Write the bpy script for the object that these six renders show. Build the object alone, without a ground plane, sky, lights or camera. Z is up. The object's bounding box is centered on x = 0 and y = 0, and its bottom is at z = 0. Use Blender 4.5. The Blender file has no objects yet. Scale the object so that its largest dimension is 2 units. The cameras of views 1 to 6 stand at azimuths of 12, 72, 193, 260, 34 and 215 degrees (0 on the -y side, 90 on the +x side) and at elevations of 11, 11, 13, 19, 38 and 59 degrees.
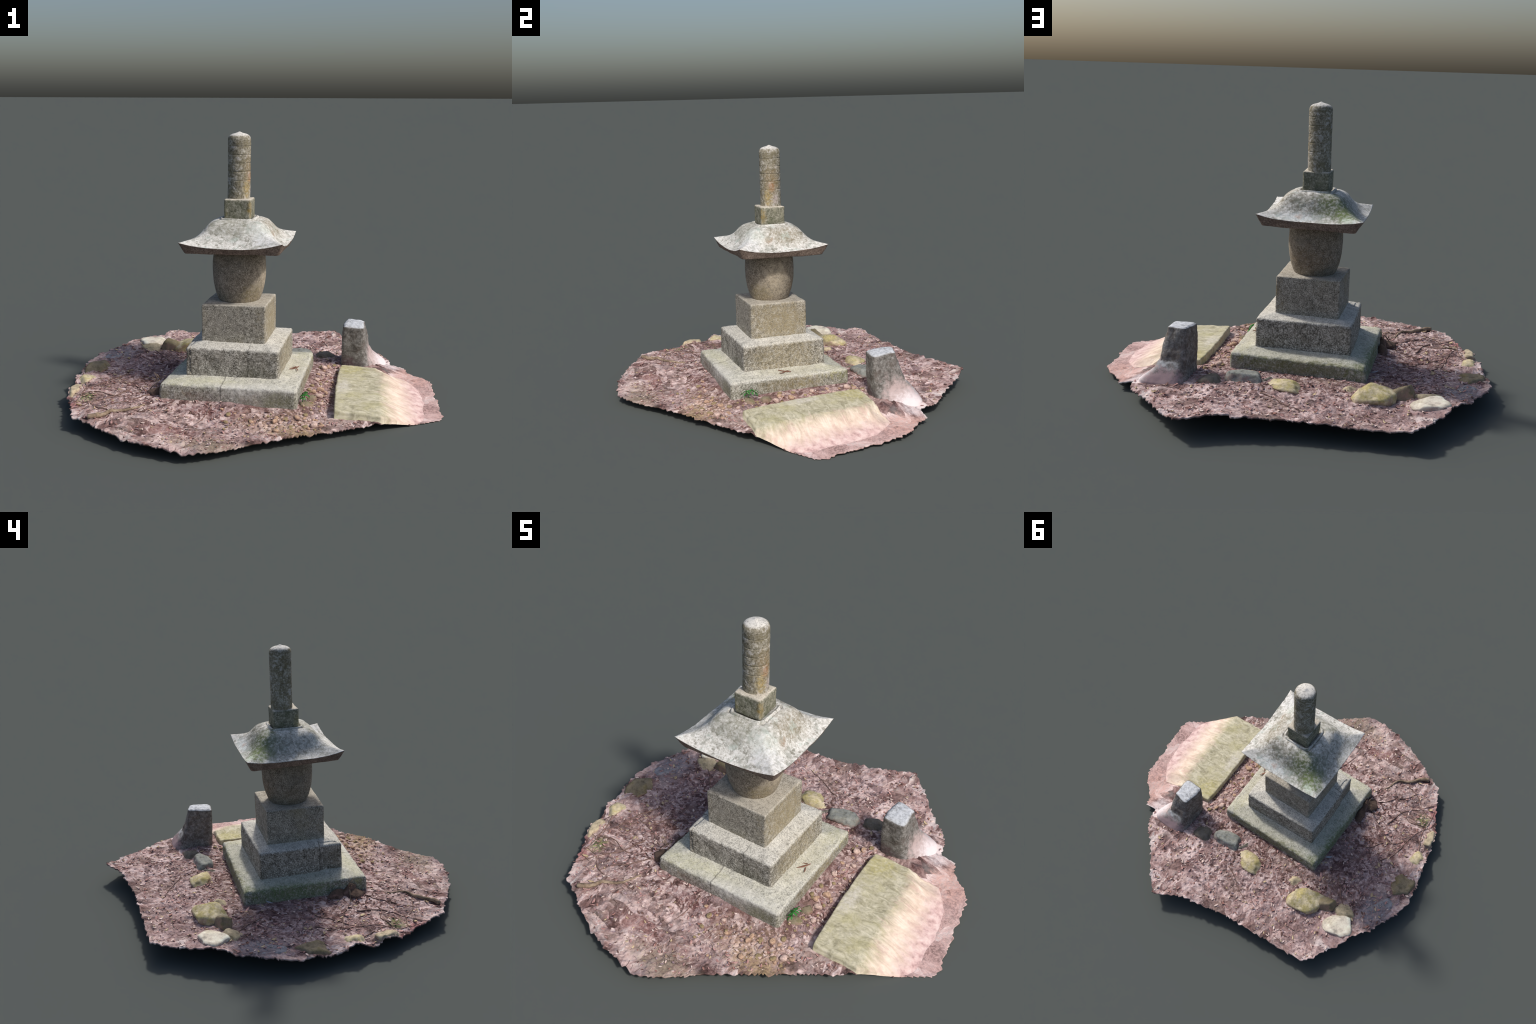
# A weathered granite pagoda (cylindrical finial, hipped roof, urn-shaped body,
# stepped square plinths) on a piece of leaf-strewn forest floor, with a
# flagstone, a low stone post, rocks, pebbles, a root, twigs and a small fern.
import bpy, bmesh, math, random
import numpy as np
from mathutils import Vector, noise as mn

random.seed(7)
RNG = np.random.default_rng(7)
mn.seed_set(7)


# ------------------------------------------------------------------ helpers
def lin(c):
    c = [v / 255.0 for v in c]
    return tuple(v / 12.92 if v <= 0.04045 else ((v + 0.055) / 1.055) ** 2.4 for v in c) + (1.0,)


def new_mesh(name, verts, faces, mats, parent=None, smooth=True, slots=None):
    me = bpy.data.meshes.new(name)
    me.from_pydata([tuple(v) for v in verts], [], [tuple(f) for f in faces])
    for m in mats if isinstance(mats, (list, tuple)) else [mats]:
        me.materials.append(m)
    if smooth:
        me.polygons.foreach_set("use_smooth", [True] * len(me.polygons))
    if slots is not None:
        me.polygons.foreach_set("material_index", list(slots))
    me.update()
    ob = bpy.data.objects.new(name, me)
    bpy.context.scene.collection.objects.link(ob)
    ob.parent = parent
    return ob


def empty(name, loc=(0, 0, 0)):
    ob = bpy.data.objects.new(name, None)
    ob.location = loc
    bpy.context.scene.collection.objects.link(ob)
    return ob


def thing(ob, label, category):
    ob["label"], ob["category"] = label, category
    return ob


def hash_grid(seed):
    return np.random.default_rng(seed).random((64, 64, 64))


GRIDS = {}


def vnoise(P, scale, seed=0, octaves=1):
    """Smooth value noise in -1..1 for an (n,3) array of points."""
    P = np.asarray(P, float)
    out, amp, tot = np.zeros(len(P)), 1.0, 0.0
    for o in range(octaves):
        g = GRIDS.setdefault((seed + o) % 9, None)
        if g is None:
            g = GRIDS[(seed + o) % 9] = hash_grid((seed + o) % 9 + 100)
        q = P * scale * 2 ** o + 17.31 * (seed + 1) + 5.7 * o
        i = np.floor(q).astype(int)
        f = q - i
        f = f * f * (3 - 2 * f)
        i &= 63
        j = (i + 1) & 63
        x0, y0, z0 = i.T
        x1, y1, z1 = j.T
        fx, fy, fz = f.T
        a = g[x0, y0, z0] * (1 - fx) + g[x1, y0, z0] * fx
        b = g[x0, y1, z0] * (1 - fx) + g[x1, y1, z0] * fx
        c = g[x0, y0, z1] * (1 - fx) + g[x1, y0, z1] * fx
        d = g[x0, y1, z1] * (1 - fx) + g[x1, y1, z1] * fx
        v = (a * (1 - fy) + b * fy) * (1 - fz) + (c * (1 - fy) + d * fy) * fz
        out += amp * (v * 2 - 1)
        tot += amp
        amp *= 0.5
    return out / tot


def vertex_normals(V, F):
    N = np.zeros_like(V)
    F = np.asarray(F)
    n = np.cross(V[F[:, 2]] - V[F[:, 0]], V[F[:, 3]] - V[F[:, 1]])
    for k in range(4):
        np.add.at(N, F[:, k], n)
    return N / (np.linalg.norm(N, axis=1)[:, None] + 1e-12)


# ---------------------------------------------------------------- materials
class Nodes:
    """Small builder for procedural node trees."""

    def __init__(self, name):
        self.mat = bpy.data.materials.new(name)
        self.mat.use_nodes = True
        self.t = self.mat.node_tree
        self.t.nodes.clear()
        self.out = self.t.nodes.new("ShaderNodeOutputMaterial")
        self.bsdf = self.t.nodes.new("ShaderNodeBsdfPrincipled")
        self.t.links.new(self.bsdf.outputs[0], self.out.inputs[0])
        self.bsdf.inputs["Roughness"].default_value = 0.92
        self.bsdf.inputs["Specular IOR Level"].default_value = 0.15
        tc = self.t.nodes.new("ShaderNodeTexCoord")
        self.co = tc.outputs["Object"]
        geo = self.t.nodes.new("ShaderNodeNewGeometry")
        self.normal = geo.outputs["Normal"]

    def put(self, sock, v):
        if hasattr(v, "is_linked"):
            self.t.links.new(v, sock)
        elif v is not None:
            sock.default_value = v

    def mapped(self, scale=(1, 1, 1), rot=(0, 0, 0), loc=(0, 0, 0), co=None):
        n = self.t.nodes.new("ShaderNodeMapping")
        n.inputs["Scale"].default_value = scale
        n.inputs["Rotation"].default_value = rot
        n.inputs["Location"].default_value = loc
        self.put(n.inputs["Vector"], co or self.co)
        return n.outputs[0]

    def noise(self, scale, detail=2.0, rough=0.5, co=None, dist=0.0):
        n = self.t.nodes.new("ShaderNodeTexNoise")
        n.inputs["Scale"].default_value = scale
        n.inputs["Detail"].default_value = detail
        n.inputs["Roughness"].default_value = rough
        n.inputs["Distortion"].default_value = dist
        self.put(n.inputs["Vector"], co or self.co)
        return n.outputs["Fac"]

    def noise_vec(self, scale, co=None):
        n = self.t.nodes.new("ShaderNodeTexNoise")
        n.inputs["Scale"].default_value = scale
        self.put(n.inputs["Vector"], co or self.co)
        return n.outputs["Color"]

    def voronoi(self, scale, co=None, out="Distance", feature="F1"):
        n = self.t.nodes.new("ShaderNodeTexVoronoi")
        n.feature = feature
        n.inputs["Scale"].default_value = scale
        self.put(n.inputs["Vector"], co or self.co)
        return n.outputs[out]

    def ramp(self, fac, stops, interp="LINEAR"):
        n = self.t.nodes.new("ShaderNodeValToRGB")
        n.color_ramp.interpolation = interp
        e = n.color_ramp.elements
        while len(e) < len(stops):
            e.new(0.5)
        for el, (p, c) in zip(e, stops):
            el.position = p
            el.color = lin(c) if len(c) == 3 else c
        self.put(n.inputs[0], fac)
        return n.outputs[0]

    def step(self, fac, lo, hi):
        n = self.t.nodes.new("ShaderNodeMapRange")
        n.interpolation_type = "SMOOTHSTEP"
        self.put(n.inputs["Value"], fac)
        n.inputs["From Min"].default_value = lo
        n.inputs["From Max"].default_value = hi
        return n.outputs[0]

    def math(self, op, a, b=None, clamp=False):
        n = self.t.nodes.new("ShaderNodeMath")
        n.operation = op
        n.use_clamp = clamp
        self.put(n.inputs[0], a)
        if b is not None:
            self.put(n.inputs[1], b)
        return n.outputs[0]

    def mix(self, fac, a, b, mode="MIX"):
        n = self.t.nodes.new("ShaderNodeMix")
        n.data_type = "RGBA"
        n.blend_type = mode
        self.put(n.inputs["Factor"], fac)
        self.put(n.inputs["A"], lin(a) if isinstance(a, tuple) and len(a) == 3 else a)
        self.put(n.inputs["B"], lin(b) if isinstance(b, tuple) and len(b) == 3 else b)
        return n.outputs["Result"]

    def near(self, centre, radius, ragged=0.5, scale=30.0, squash=(1, 1, 1), gritty=True):
        """Ragged-edged spot around a place on the object: 1 inside, 0 outside."""
        m = self.mapped(loc=tuple(-c for c in centre))
        s = self.mapped(scale=tuple(1.0 / (radius * q) for q in squash), co=m)
        ln = self.t.nodes.new("ShaderNodeVectorMath")
        ln.operation = "LENGTH"
        self.t.links.new(s, ln.inputs[0])
        w = self.math("MULTIPLY", self.math("SUBTRACT", self.noise(max(scale, 1.6 / radius), 6, 0.72), 0.5), 2.0 * ragged * 1.9)
        d = self.math("ADD", ln.outputs["Value"], w)
        m = self.math("SUBTRACT", 1.0, self.step(d, 0.35, 1.2))
        if not gritty:
            return m
        grit = self.math("MULTIPLY_ADD", self.step(self.noise(max(70.0, 2.0 / radius), 4, 0.7), 0.40, 0.60), 0.6)
        grit.node.inputs[2].default_value = 0.4
        return self.math("MULTIPLY", m, grit)

    def grained(self, g, colour, w):
        """A colour that keeps the stone's grain."""
        d = tuple(int(c * 0.74) for c in colour)
        b = tuple(min(250, int(c * 1.07)) for c in colour)
        return self.ramp(g, [(0.5 - 1.1 * w, d), (0.5, colour), (0.5 + 1.1 * w, b)])

    def axis(self, k):
        n = self.t.nodes.new("ShaderNodeSeparateXYZ")
        self.t.links.new(self.co, n.inputs[0])
        return n.outputs[k]

    def up(self):
        n = self.t.nodes.new("ShaderNodeSeparateXYZ")
        self.t.links.new(self.normal, n.inputs[0])
        return n.outputs[2]

    def finish(self, colour, bump=None, strength=0.4, dist=0.004, rough=None):
        self.put(self.bsdf.inputs["Base Color"], colour)
        if bump is not None:
            b = self.t.nodes.new("ShaderNodeBump")
            b.inputs["Strength"].default_value = strength
            b.inputs["Distance"].default_value = dist
            self.put(b.inputs["Height"], bump)
            self.t.links.new(b.outputs[0], self.bsdf.inputs["Normal"])
        if rough is not None:
            self.bsdf.inputs["Roughness"].default_value = rough
        return self.mat


def granite(name, dark, mid, light, grain=170.0, contrast=1.0, tone=None, top=None, spots=(), cracks=(), wear=None):
    """Speckled granite: feldspar/mica grain, broad tonal patches, lichen spots."""
    n = Nodes(name)
    g = n.noise(grain, 3, 0.6)
    g2 = n.noise(grain * 2.3, 1, 0.5)
    g = n.math("ADD", n.math("MULTIPLY", g, 0.65), n.math("MULTIPLY", g2, 0.35))
    mott = n.noise(grain * 0.22, 8, 0.74)
    g = n.math("ADD", n.math("MULTIPLY", g, 0.68), n.math("MULTIPLY", mott, 0.32))
    w = 0.10 / contrast
    col = n.ramp(g, [(0.5 - 1.15 * w, dark), (0.5, mid), (0.5 + 1.1 * w, light)])
    if tone:
        for colour, scale, lo, hi, amount in tone:
            m = n.step(n.noise(scale, 5, 0.62), lo, hi)
            col = n.mix(n.math("MULTIPLY", m, amount), col, colour, "MIX")
    if top:
        colour, lo, hi, amount, scale = top
        m = n.step(n.up(), 0.55, 0.9)
        m = n.math("MULTIPLY", m, n.step(n.noise(scale, 6, 0.7), lo, hi))
        col = n.mix(n.math("MULTIPLY", m, amount), col, n.grained(g, colour, w))
    for centre, radius, colour, amount, squash in spots:
        m = n.near(centre, radius, 0.55, 38.0, squash, amount < 1)
        col = n.mix(n.math("MULTIPLY", m, amount), col, colour)
    if wear:
        # worn, lighter arris along the top edge
        z0, h, colour = wear
        wob = n.math("MULTIPLY", n.math("SUBTRACT", n.noise(34, 5, 0.7), 0.5), h * 2.2)
        m = n.step(n.math("ADD", n.axis(2), wob), z0 - h, z0 + 0.2 * h)
        col = n.mix(n.math("MULTIPLY", m, 0.55), col, n.grained(g, colour, w))
    for axis, at, width, face, sign in cracks:
        # joint: dark line at one coordinate, on the faces looking down another axis
        wob = n.math("MULTIPLY", n.math("SUBTRACT", n.noise(22, 3), 0.5), 0.02)
        d = n.math("ABSOLUTE", n.math("SUBTRACT", n.math("ADD", n.axis(axis), wob), at))
        m = n.math("MULTIPLY", n.math("SUBTRACT", 1.0, n.step(d, width * 0.3, width)), n.step(n.math("MULTIPLY", n.axis(face), sign), 0.22, 0.28))
        col = n.mix(n.math("MULTIPLY", m, 0.55), col, (56, 52, 47))
    return n.finish(col, g, 0.45, 0.003)


m_slab = granite("granite_mossy", (84, 81, 72), (148, 146, 136), (208, 206, 198), 130, 1.1,
    tone=[((118, 113, 92), 9, 0.5, 0.66, 0.45), ((186, 182, 170), 14, 0.55, 0.72, 0.4), ((150, 128, 118), 7, 0.56, 0.7, 0.3)],
    top=((198, 194, 166), 0.25, 0.6, 0.65, 17), wear=(0.168, 0.012, (212, 210, 202)),
    spots=[((-0.36, 0.0, 0.165), 0.22, (104, 122, 82), 0.9, (0.6, 1.5, 1)),
           ((-0.2, -0.37, 0.17), 0.12, (178, 176, 116), 0.85, (2.2, 0.4, 1)),
           ((0.0, 0.23, 0.165), 0.13, (124, 126, 80), 0.8, (3, 0.6, 1)),
           ((0.23, -0.0, 0.17), 0.14, (160, 152, 100), 0.75, (0.5, 1.8, 1)),
           ((0.24, 0.18, 0.17), 0.06, (188, 184, 110), 0.5, (1, 1.4, 1)),
           ((0.05, -0.40, 0.17), 0.09, (220, 219, 214), 0.6, (2.8, 0.5, 1)),
           ((0.2, -0.42, 0.12), 0.07, (112, 112, 76), 0.6, (1.6, 1, 0.7)), ((-0.2, -0.42, 0.11), 0.08, (116, 92, 88), 0.5, (2, 1, 0.5)),
           ((0.29, -0.1, 0.13), 0.09, (126, 112, 82), 0.6, (1, 2.4, 0.5)), ((-0.1, 0.27, 0.13), 0.09, (104, 102, 78), 0.55, (3, 1, 0.5))],
    cracks=[(0, -0.085, 0.005, 1, -1)])
m_lower = granite("granite_coarse", (70, 67, 60), (144, 140, 131), (212, 208, 199), 150, 1.2,
    tone=[((98, 92, 78), 8, 0.5, 0.66, 0.5), ((176, 170, 158), 11, 0.56, 0.74, 0.35)],
    top=((214, 211, 202), 0.25, 0.6, 0.55, 19), wear=(0.333, 0.016, (218, 215, 206)),
    cracks=[(0, 0.03, 0.004, 1, -1), (1, -0.19, 0.006, 0, -1)],
    spots=[((-0.30, -0.27, 0.25), 0.09, (92, 84, 72), 0.5, (1, 0.9, 1.3)), ((0.05, -0.31, 0.2), 0.05, (78, 80, 64), 0.45, (1.5, 1, 1.3)),
           ((0.19, -0.07, 0.25), 0.16, (162, 148, 112), 0.5, (0.5, 1.4, 1))])
m_upper = granite("granite_pale", (82, 78, 70), (148, 143, 132), (206, 200, 188), 170, 1.1,
    tone=[((156, 146, 116), 6, 0.5, 0.7, 0.35), ((118, 113, 104), 10, 0.56, 0.72, 0.35)],
    top=((176, 168, 154), 0.3, 0.55, 0.5, 12), wear=(0.541, 0.010, (196, 190, 178)),
    spots=[((0.10, -0.07, 0.44), 0.14, (164, 148, 110), 0.55, (0.5, 1.4, 1))])
m_jar = granite("granite_brown", (78, 71, 62), (139, 130, 117), (190, 180, 165), 190, 1.0,
    tone=[((112, 98, 76), 5.5, 0.5, 0.68, 0.4), ((112, 110, 104), 8, 0.5, 0.68, 0.45), ((182, 173, 160), 11, 0.54, 0.7, 0.4)],
    spots=[((0.03, -0.16, 0.58), 0.06, (138, 124, 80), 0.45, (1.3, 1.3, 1.2)),
           ((0.07, -0.07, 0.66), 0.08, (204, 190, 166), 0.5, (1, 1.0, 1.5)),
           ((-0.06, 0.05, 0.62), 0.10, (126, 104, 74), 0.4, (1.2, 1, 1))])
m_roof = granite("granite_whitened", (168, 163, 153), (214, 212, 206), (238, 237, 234), 110, 0.9,
    tone=[((138, 139, 128), 24, 0.47, 0.60, 0.62), ((112, 108, 94), 52, 0.53, 0.63, 0.6), ((206, 220, 213), 20, 0.55, 0.66, 0.5), ((238, 236, 232), 44, 0.53, 0.62, 0.6), ((130, 129, 116), 10, 0.54, 0.7, 0.4)],
    spots=[((-0.07, -0.2, 0.93), 0.11, (128, 127, 108), 0.62, (1.6, 0.7, 0.9)),
           ((0.09, -0.02, 0.92), 0.11, (132, 120, 94), 0.68, (0.7, 1.5, 0.9)),
           ((0.06, -0.2, 0.92), 0.06, (226, 236, 232), 0.4, (1.5, 1.4, 1)),  # sun glare on the roof slope, painted as a near-white spot
           ((0.13, -0.25, 0.88), 0.06, (232, 232, 234), 0.6, (1.4, 1.2, 1)),
           ((-0.07, 0.09, 0.92), 0.11, (98, 94, 80), 0.72, (1.9, 0.6, 0.8)),
           ((-0.02, 0.165, 0.865), 0.05, (208, 218, 220), 0.6, (2.2, 0.7, 1)),
           ((-0.02, 0.16, 0.87), 0.02, (186, 140, 112), 0.5, (1.5, 1, 1)),
           ((-0.19, 0.09, 0.91), 0.11, (92, 106, 66), 0.85, (1.1, 1.2, 1)),
           ((-0.26, 0.12, 0.88), 0.075, (114, 130, 74), 0.8, (1.1, 1.2, 1)),
           ((-0.25, -0.07, 0.90), 0.11, (122, 124, 120), 0.62, (0.8, 1.6, 1)),
           ((-0.26, 0.17, 0.865), 0.024, (216, 228, 212), 0.8, (1.4, 1, 1)),
           ((0.11, -0.13, 0.89), 0.03, (168, 130, 100), 0.45, (1, 1, 1)),
           ((-0.31, -0.30, 0.87), 0.07, (236, 235, 232), 0.5, (1, 1, 1)),
           ((0.18, 0.18, 0.87), 0.07, (236, 233, 228), 0.6, (1, 1, 1))])
m_eave = granite("granite_eave", (86, 74, 67), (130, 115, 106), (170, 154, 142), 150, 1.0,
    tone=[((104, 90, 82), 9, 0.5, 0.66, 0.5)])
m_base = granite("granite_finial_base", (82, 82, 68), (136, 134, 118), (186, 182, 168), 110, 0.9,
    tone=[((88, 92, 70), 22, 0.48, 0.62, 0.6), ((176, 172, 152), 26, 0.55, 0.66, 0.4)],
    top=((214, 206, 192), 0.15, 0.45, 0.75, 26), wear=(1.069, 0.008, (206, 198, 184)),
    spots=[((0.004, -0.125, 1.02), 0.024, (170, 142, 78), 0.6, (1, 1, 2.0)),
           ((-0.135, -0.12, 1.0), 0.025, (160, 150, 102), 0.45, (1, 1, 2)),
           ((-0.06, 0.01, 1.02), 0.07, (92, 94, 82), 0.45, (1, 1, 1))])
m_shaft = granite("granite_finial", (94, 88, 74), (146, 140, 124), (196, 191, 181), 95, 0.95,
    tone=[((120, 112, 88), 26, 0.48, 0.62, 0.6), ((206, 202, 199), 38, 0.55, 0.66, 0.6), ((100, 96, 80), 60, 0.57, 0.68, 0.4)],
    top=((222, 219, 213), 0.2, 0.45, 0.85, 24),
    spots=[((-0.02, -0.06, 1.21), 0.038, (150, 124, 84), 0.5, (1, 1.2, 2.4)),
           ((-0.02, -0.085, 1.12), 0.026, (184, 158, 92), 0.6, (1, 1.2, 2.2)),
           ((-0.02, -0.06, 1.18), 0.016, (176, 124, 88), 0.5, (1, 1.4, 2.0)),
           ((-0.02, -0.04, 1.11), 0.016, (214, 198, 196), 0.6, (1, 1.4, 2.0))])
m_post = granite("granite_post", (86, 82, 78), (124, 121, 117), (160, 158, 156), 55, 0.9,
    tone=[((92, 80, 74), 16, 0.5, 0.64, 0.5)],
    top=((206, 210, 215), 0.1, 0.42, 0.9, 22),
    spots=[((0.47, 0.3, 0.11), 0.05, (104, 80, 84), 0.7, (1.6, 0.8, 0.8)),
           ((0.63, 0.42, 0.12), 0.13, (186, 168, 166), 1.0, (0.62, 1.0, 1.0)),
           ((0.67, 0.47, 0.07), 0.11, (222, 212, 214), 1.0, (0.8, 1.2, 0.7)),
           ((0.54, 0.54, 0.09), 0.09, (178, 154, 156), 1.0, (1.4, 0.7, 0.8)), ((0.69, 0.48, 0.06), 0.08, (232, 220, 221), 1.0, (0.9, 1.2, 0.7))])


def flag_material():
    n = Nodes("flagstone_lichened")
    st = n.mapped(scale=(15, 34, 20), rot=(0, 0, math.radians(-16)))
    s = n.noise(1.0, 6, 0.68, co=st, dist=1.0)
    col = n.ramp(s, [(0.30, (142, 136, 112)), (0.45, (182, 176, 150)), (0.58, (204, 198, 174)), (0.74, (228, 220, 200))])
    col = n.mix(n.math("MULTIPLY", n.step(n.noise(9, 5, 0.7), 0.47, 0.66), 0.5), col, (188, 182, 138))
    col = n.mix(n.math("MULTIPLY", n.step(n.noise(60, 4, 0.7), 0.54, 0.66), 0.35), col, (136, 130, 104))
    col = n.mix(n.math("MULTIPLY", n.near((0.49, -0.08, 0.1), 0.055, 0.5, 30, (0.8, 2.2, 1)), 0.65), col, (218, 213, 204))
    col = n.mix(n.math("MULTIPLY", n.near((0.50, 0.19, 0.1), 0.10, 0.5, 30, (1, 1, 1)), 0.6), col, (186, 178, 116))
    # outer flank: soil-stained in streaks that run down the slope, fading into the pink soil
    st2 = n.mapped(scale=(7, 30, 7), rot=(0, 0, math.radians(-8)))
    s2 = n.math("ADD", n.math("MULTIPLY", n.noise(1.0, 6, 0.66, co=st2, dist=1.4), 0.62), n.math("MULTIPLY", n.noise(11, 5, 0.65), 0.38))
    flank = n.ramp(s2, [(0.28, (176, 154, 136)), (0.45, (222, 200, 182)), (0.56, (238, 220, 202)), (0.7, (244, 236, 220))])
    wob = n.math("MULTIPLY", n.math("SUBTRACT", s2, 0.5), 0.22)
    x = n.math("ADD", n.math("ADD", n.axis(0), n.math("MULTIPLY", n.axis(1), 0.12)), wob)
    col = n.mix(n.step(x, 0.64, 0.76), col, flank)
    blot = n.math("MULTIPLY", n.step(n.noise(17, 6, 0.7, co=n.mapped(scale=(0.6, 1.3, 1))), 0.50, 0.64), 0.5)
    col = n.mix(n.math("MULTIPLY", blot, n.step(x, 0.64, 0.72)), col, (206, 172, 162))
    soil = n.ramp(n.noise(26, 4, 0.62), [(0.33, (176, 142, 140)), (0.48, (216, 184, 180)), (0.65, (236, 212, 206))])
    col = n.mix(n.step(x, 0.76, 0.875), col, soil)
    return n.finish(col, s, 0.5, 0.004)


def ground_material():
    n = Nodes("leaf_litter_soil")
    warp = n.t.nodes.new("ShaderNodeVectorMath")
    warp.operation = "MULTIPLY_ADD"
    n.t.links.new(n.noise_vec(9), warp.inputs[0])
    warp.inputs[1].default_value = (0.05, 0.05, 0.05)
    n.t.links.new(n.co, warp.inputs[2])
    w = warp.outputs[0]
    def litter(scale, stretch, shift, lift=0):
        """Overlapping leaf scraps: warped noise cut by cells of random tone."""
        co = n.mapped(scale=stretch, co=w, loc=shift)
        f = n.noise(scale, 5, 0.72, co=co, dist=0.8)
        cell = n.t.nodes.new("ShaderNodeSeparateColor")
        n.t.links.new(n.voronoi(scale * 0.85, co=co, out="Color"), cell.inputs[0])
        f = n.math("ADD", n.math("MULTIPLY", f, 0.72), n.math("MULTIPLY", cell.outputs[0], 0.26))
        tones = [(0.34, (56, 40, 38)), (0.405, (98, 73, 71)), (0.47, (144, 116, 112)), (0.54, (190, 163, 159)), (0.62, (234, 214, 211))]
        return n.ramp(f, [(p, tuple(min(245, int(v + lift * (0.6 + 0.4 * v / 255))) for v in c)) for p, c in tones])

    fine = n.mix(n.step(n.noise(9, 4), 0.42, 0.56), litter(80, (1, 1, 1), (0, 0, 0)), litter(44, (1, 0.8, 1), (1, 1, 0)))
    coarse = n.mix(n.step(n.noise(4, 2), 0.42, 0.58), litter(19, (0.5, 1.3, 1), (2, 0, 0)), litter(19, (1.3, 0.5, 1), (0, 3, 0)))
    ln = n.t.nodes.new("ShaderNodeVectorMath")
    ln.operation = "LENGTH"
    n.t.links.new(n.mapped(loc=(0.1, 0.0, 0)), ln.inputs[0])
    r = n.math("ADD", ln.outputs["Value"], n.math("MULTIPLY", n.math("SUBTRACT", n.noise(6, 3), 0.5), 0.3))
    fine = n.mix(n.math("MULTIPLY", n.math("SUBTRACT", 1.0, n.step(r, 0.42, 0.68)), 0.30), fine, (98, 72, 68))
    col = n.mix(n.step(r, 0.55, 0.85), fine, coarse)
    # sun-bleached, pale litter toward the rim
    pale = n.mix(n.step(n.noise(3.1, 2), 0.44, 0.56), litter(15, (1.35, 0.5, 1), (4, 3, 0), 26), litter(15, (0.5, 1.35, 1), (4, 8, 0), 26))
    col = n.mix(n.math("MULTIPLY", n.step(r, 0.80, 1.0), 0.65), col, pale)
    # brown, grey-mauve and ochre patches of older litter
    col = n.mix(n.math("MULTIPLY", n.step(n.noise(6.5, 6, 0.66), 0.50, 0.66), 0.45), col, (112, 80, 76))
    col = n.mix(n.math("MULTIPLY", n.step(n.noise(7.3, 5, 0.6, co=n.mapped(loc=(3, 1, 2))), 0.50, 0.66), 0.28), col, (170, 152, 156))
    col = n.mix(n.math("MULTIPLY", n.step(n.noise(11, 6, 0.66, co=n.mapped(loc=(5, 7, 2))), 0.54, 0.66), 0.25), col, (212, 188, 186))
    col = n.mix(n.math("MULTIPLY", n.step(n.noise(4.3, 6, 0.66, co=n.mapped(loc=(9, 4, 2))), 0.51, 0.66), 0.4), col, (138, 118, 106))
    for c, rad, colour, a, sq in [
        ((-0.62, 0.12, 0.09), 0.36, (112, 92, 100), 0.42, (1.0, 0.8, 1)),  # soil tinted dark mauve here: shadow cast over the -x side, painted in
        ((-0.40, 0.62, 0.09), 0.24, (206, 178, 178), 0.22, (2.4, 0.9, 1)),
        ((0.35, 0.72, 0.09), 0.24, (206, 174, 174), 0.22, (1.6, 1, 1)),
        ((-0.75, 0.70, 0.09), 0.14, (216, 192, 190), 0.28, (1, 1, 1)),
        ((-0.45, -0.62, 0.07), 0.16, (186, 166, 158), 0.25, (1.4, 0.8, 1)),
        ((-0.15, -0.62, 0.06), 0.10, (206, 184, 178), 0.3, (1.6, 0.9, 1)),
        ((-0.12, -0.5, 0.08), 0.08, (128, 84, 82), 0.4, (2.5, 0.5, 1)),
        ((0.25, -0.56, 0.07), 0.16, (196, 168, 134), 0.35, (1.6, 0.9, 1)),
        ((0.30, -0.62, 0.06), 0.10, (206, 182, 140), 0.4, (1.6, 0.9, 1)),
        ((-0.05, -0.85, 0.05), 0.13, (186, 172, 152), 0.5, (2.0, 0.7, 1)),
        ((-0.24, -0.74, 0.07), 0.10, (128, 84, 80), 0.55, (1.5, 0.6, 1)),
        ((-0.93, -0.50, 0.07), 0.11, (168, 106, 110), 0.6, (0.6, 1.2, 1)),
        ((-0.82, -0.56, 0.07), 0.09, (186, 128, 128), 0.7, (0.7, 1.0, 1)),
        ((-0.78, -0.46, 0.08), 0.05, (140, 154, 92), 0.7, (0.9, 1.2, 1)),
        ((-0.86, 0.27, 0.09), 0.13, (140, 138, 146), 0.9, (0.8, 1.2, 1)),
        ((-0.88, -0.36, 0.08), 0.06, (206, 196, 168), 0.6, (0.8, 1.3, 1)),
        ((0.90, 0.05, 0.02), 0.22, (226, 190, 184), 0.72, (0.9, 2.0, 1)),
        ((0.84, 0.36, 0.03), 0.16, (222, 178, 166), 0.7, (0.9, 1.0, 1)),
        ((0.70, 0.47, 0.07), 0.09, (214, 204, 206), 0.8, (0.8, 1.0, 1)),
        ((0.38, 0.0, 0.09), 0.13, (190, 156, 148), 0.35, (0.5, 2.4, 1)),
        ((0.28, -0.40, 0.1), 0.09, (112, 88, 76), 0.45, (1, 1, 1))]:
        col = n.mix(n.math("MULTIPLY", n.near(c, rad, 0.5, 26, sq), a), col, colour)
    return n.finish(col, n.noise(85, 4, 0.7, co=w), 0.6, 0.006)


def plain(name, stops, scale=30, detail=4, bump=0.4, rough=0.9, stretch=(1, 1, 1)):
    n = Nodes(name)
    f = n.noise(scale, detail, 0.62, co=n.mapped(scale=stretch))
    return n.finish(n.ramp(f, stops), f, bump, 0.003, rough)


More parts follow.
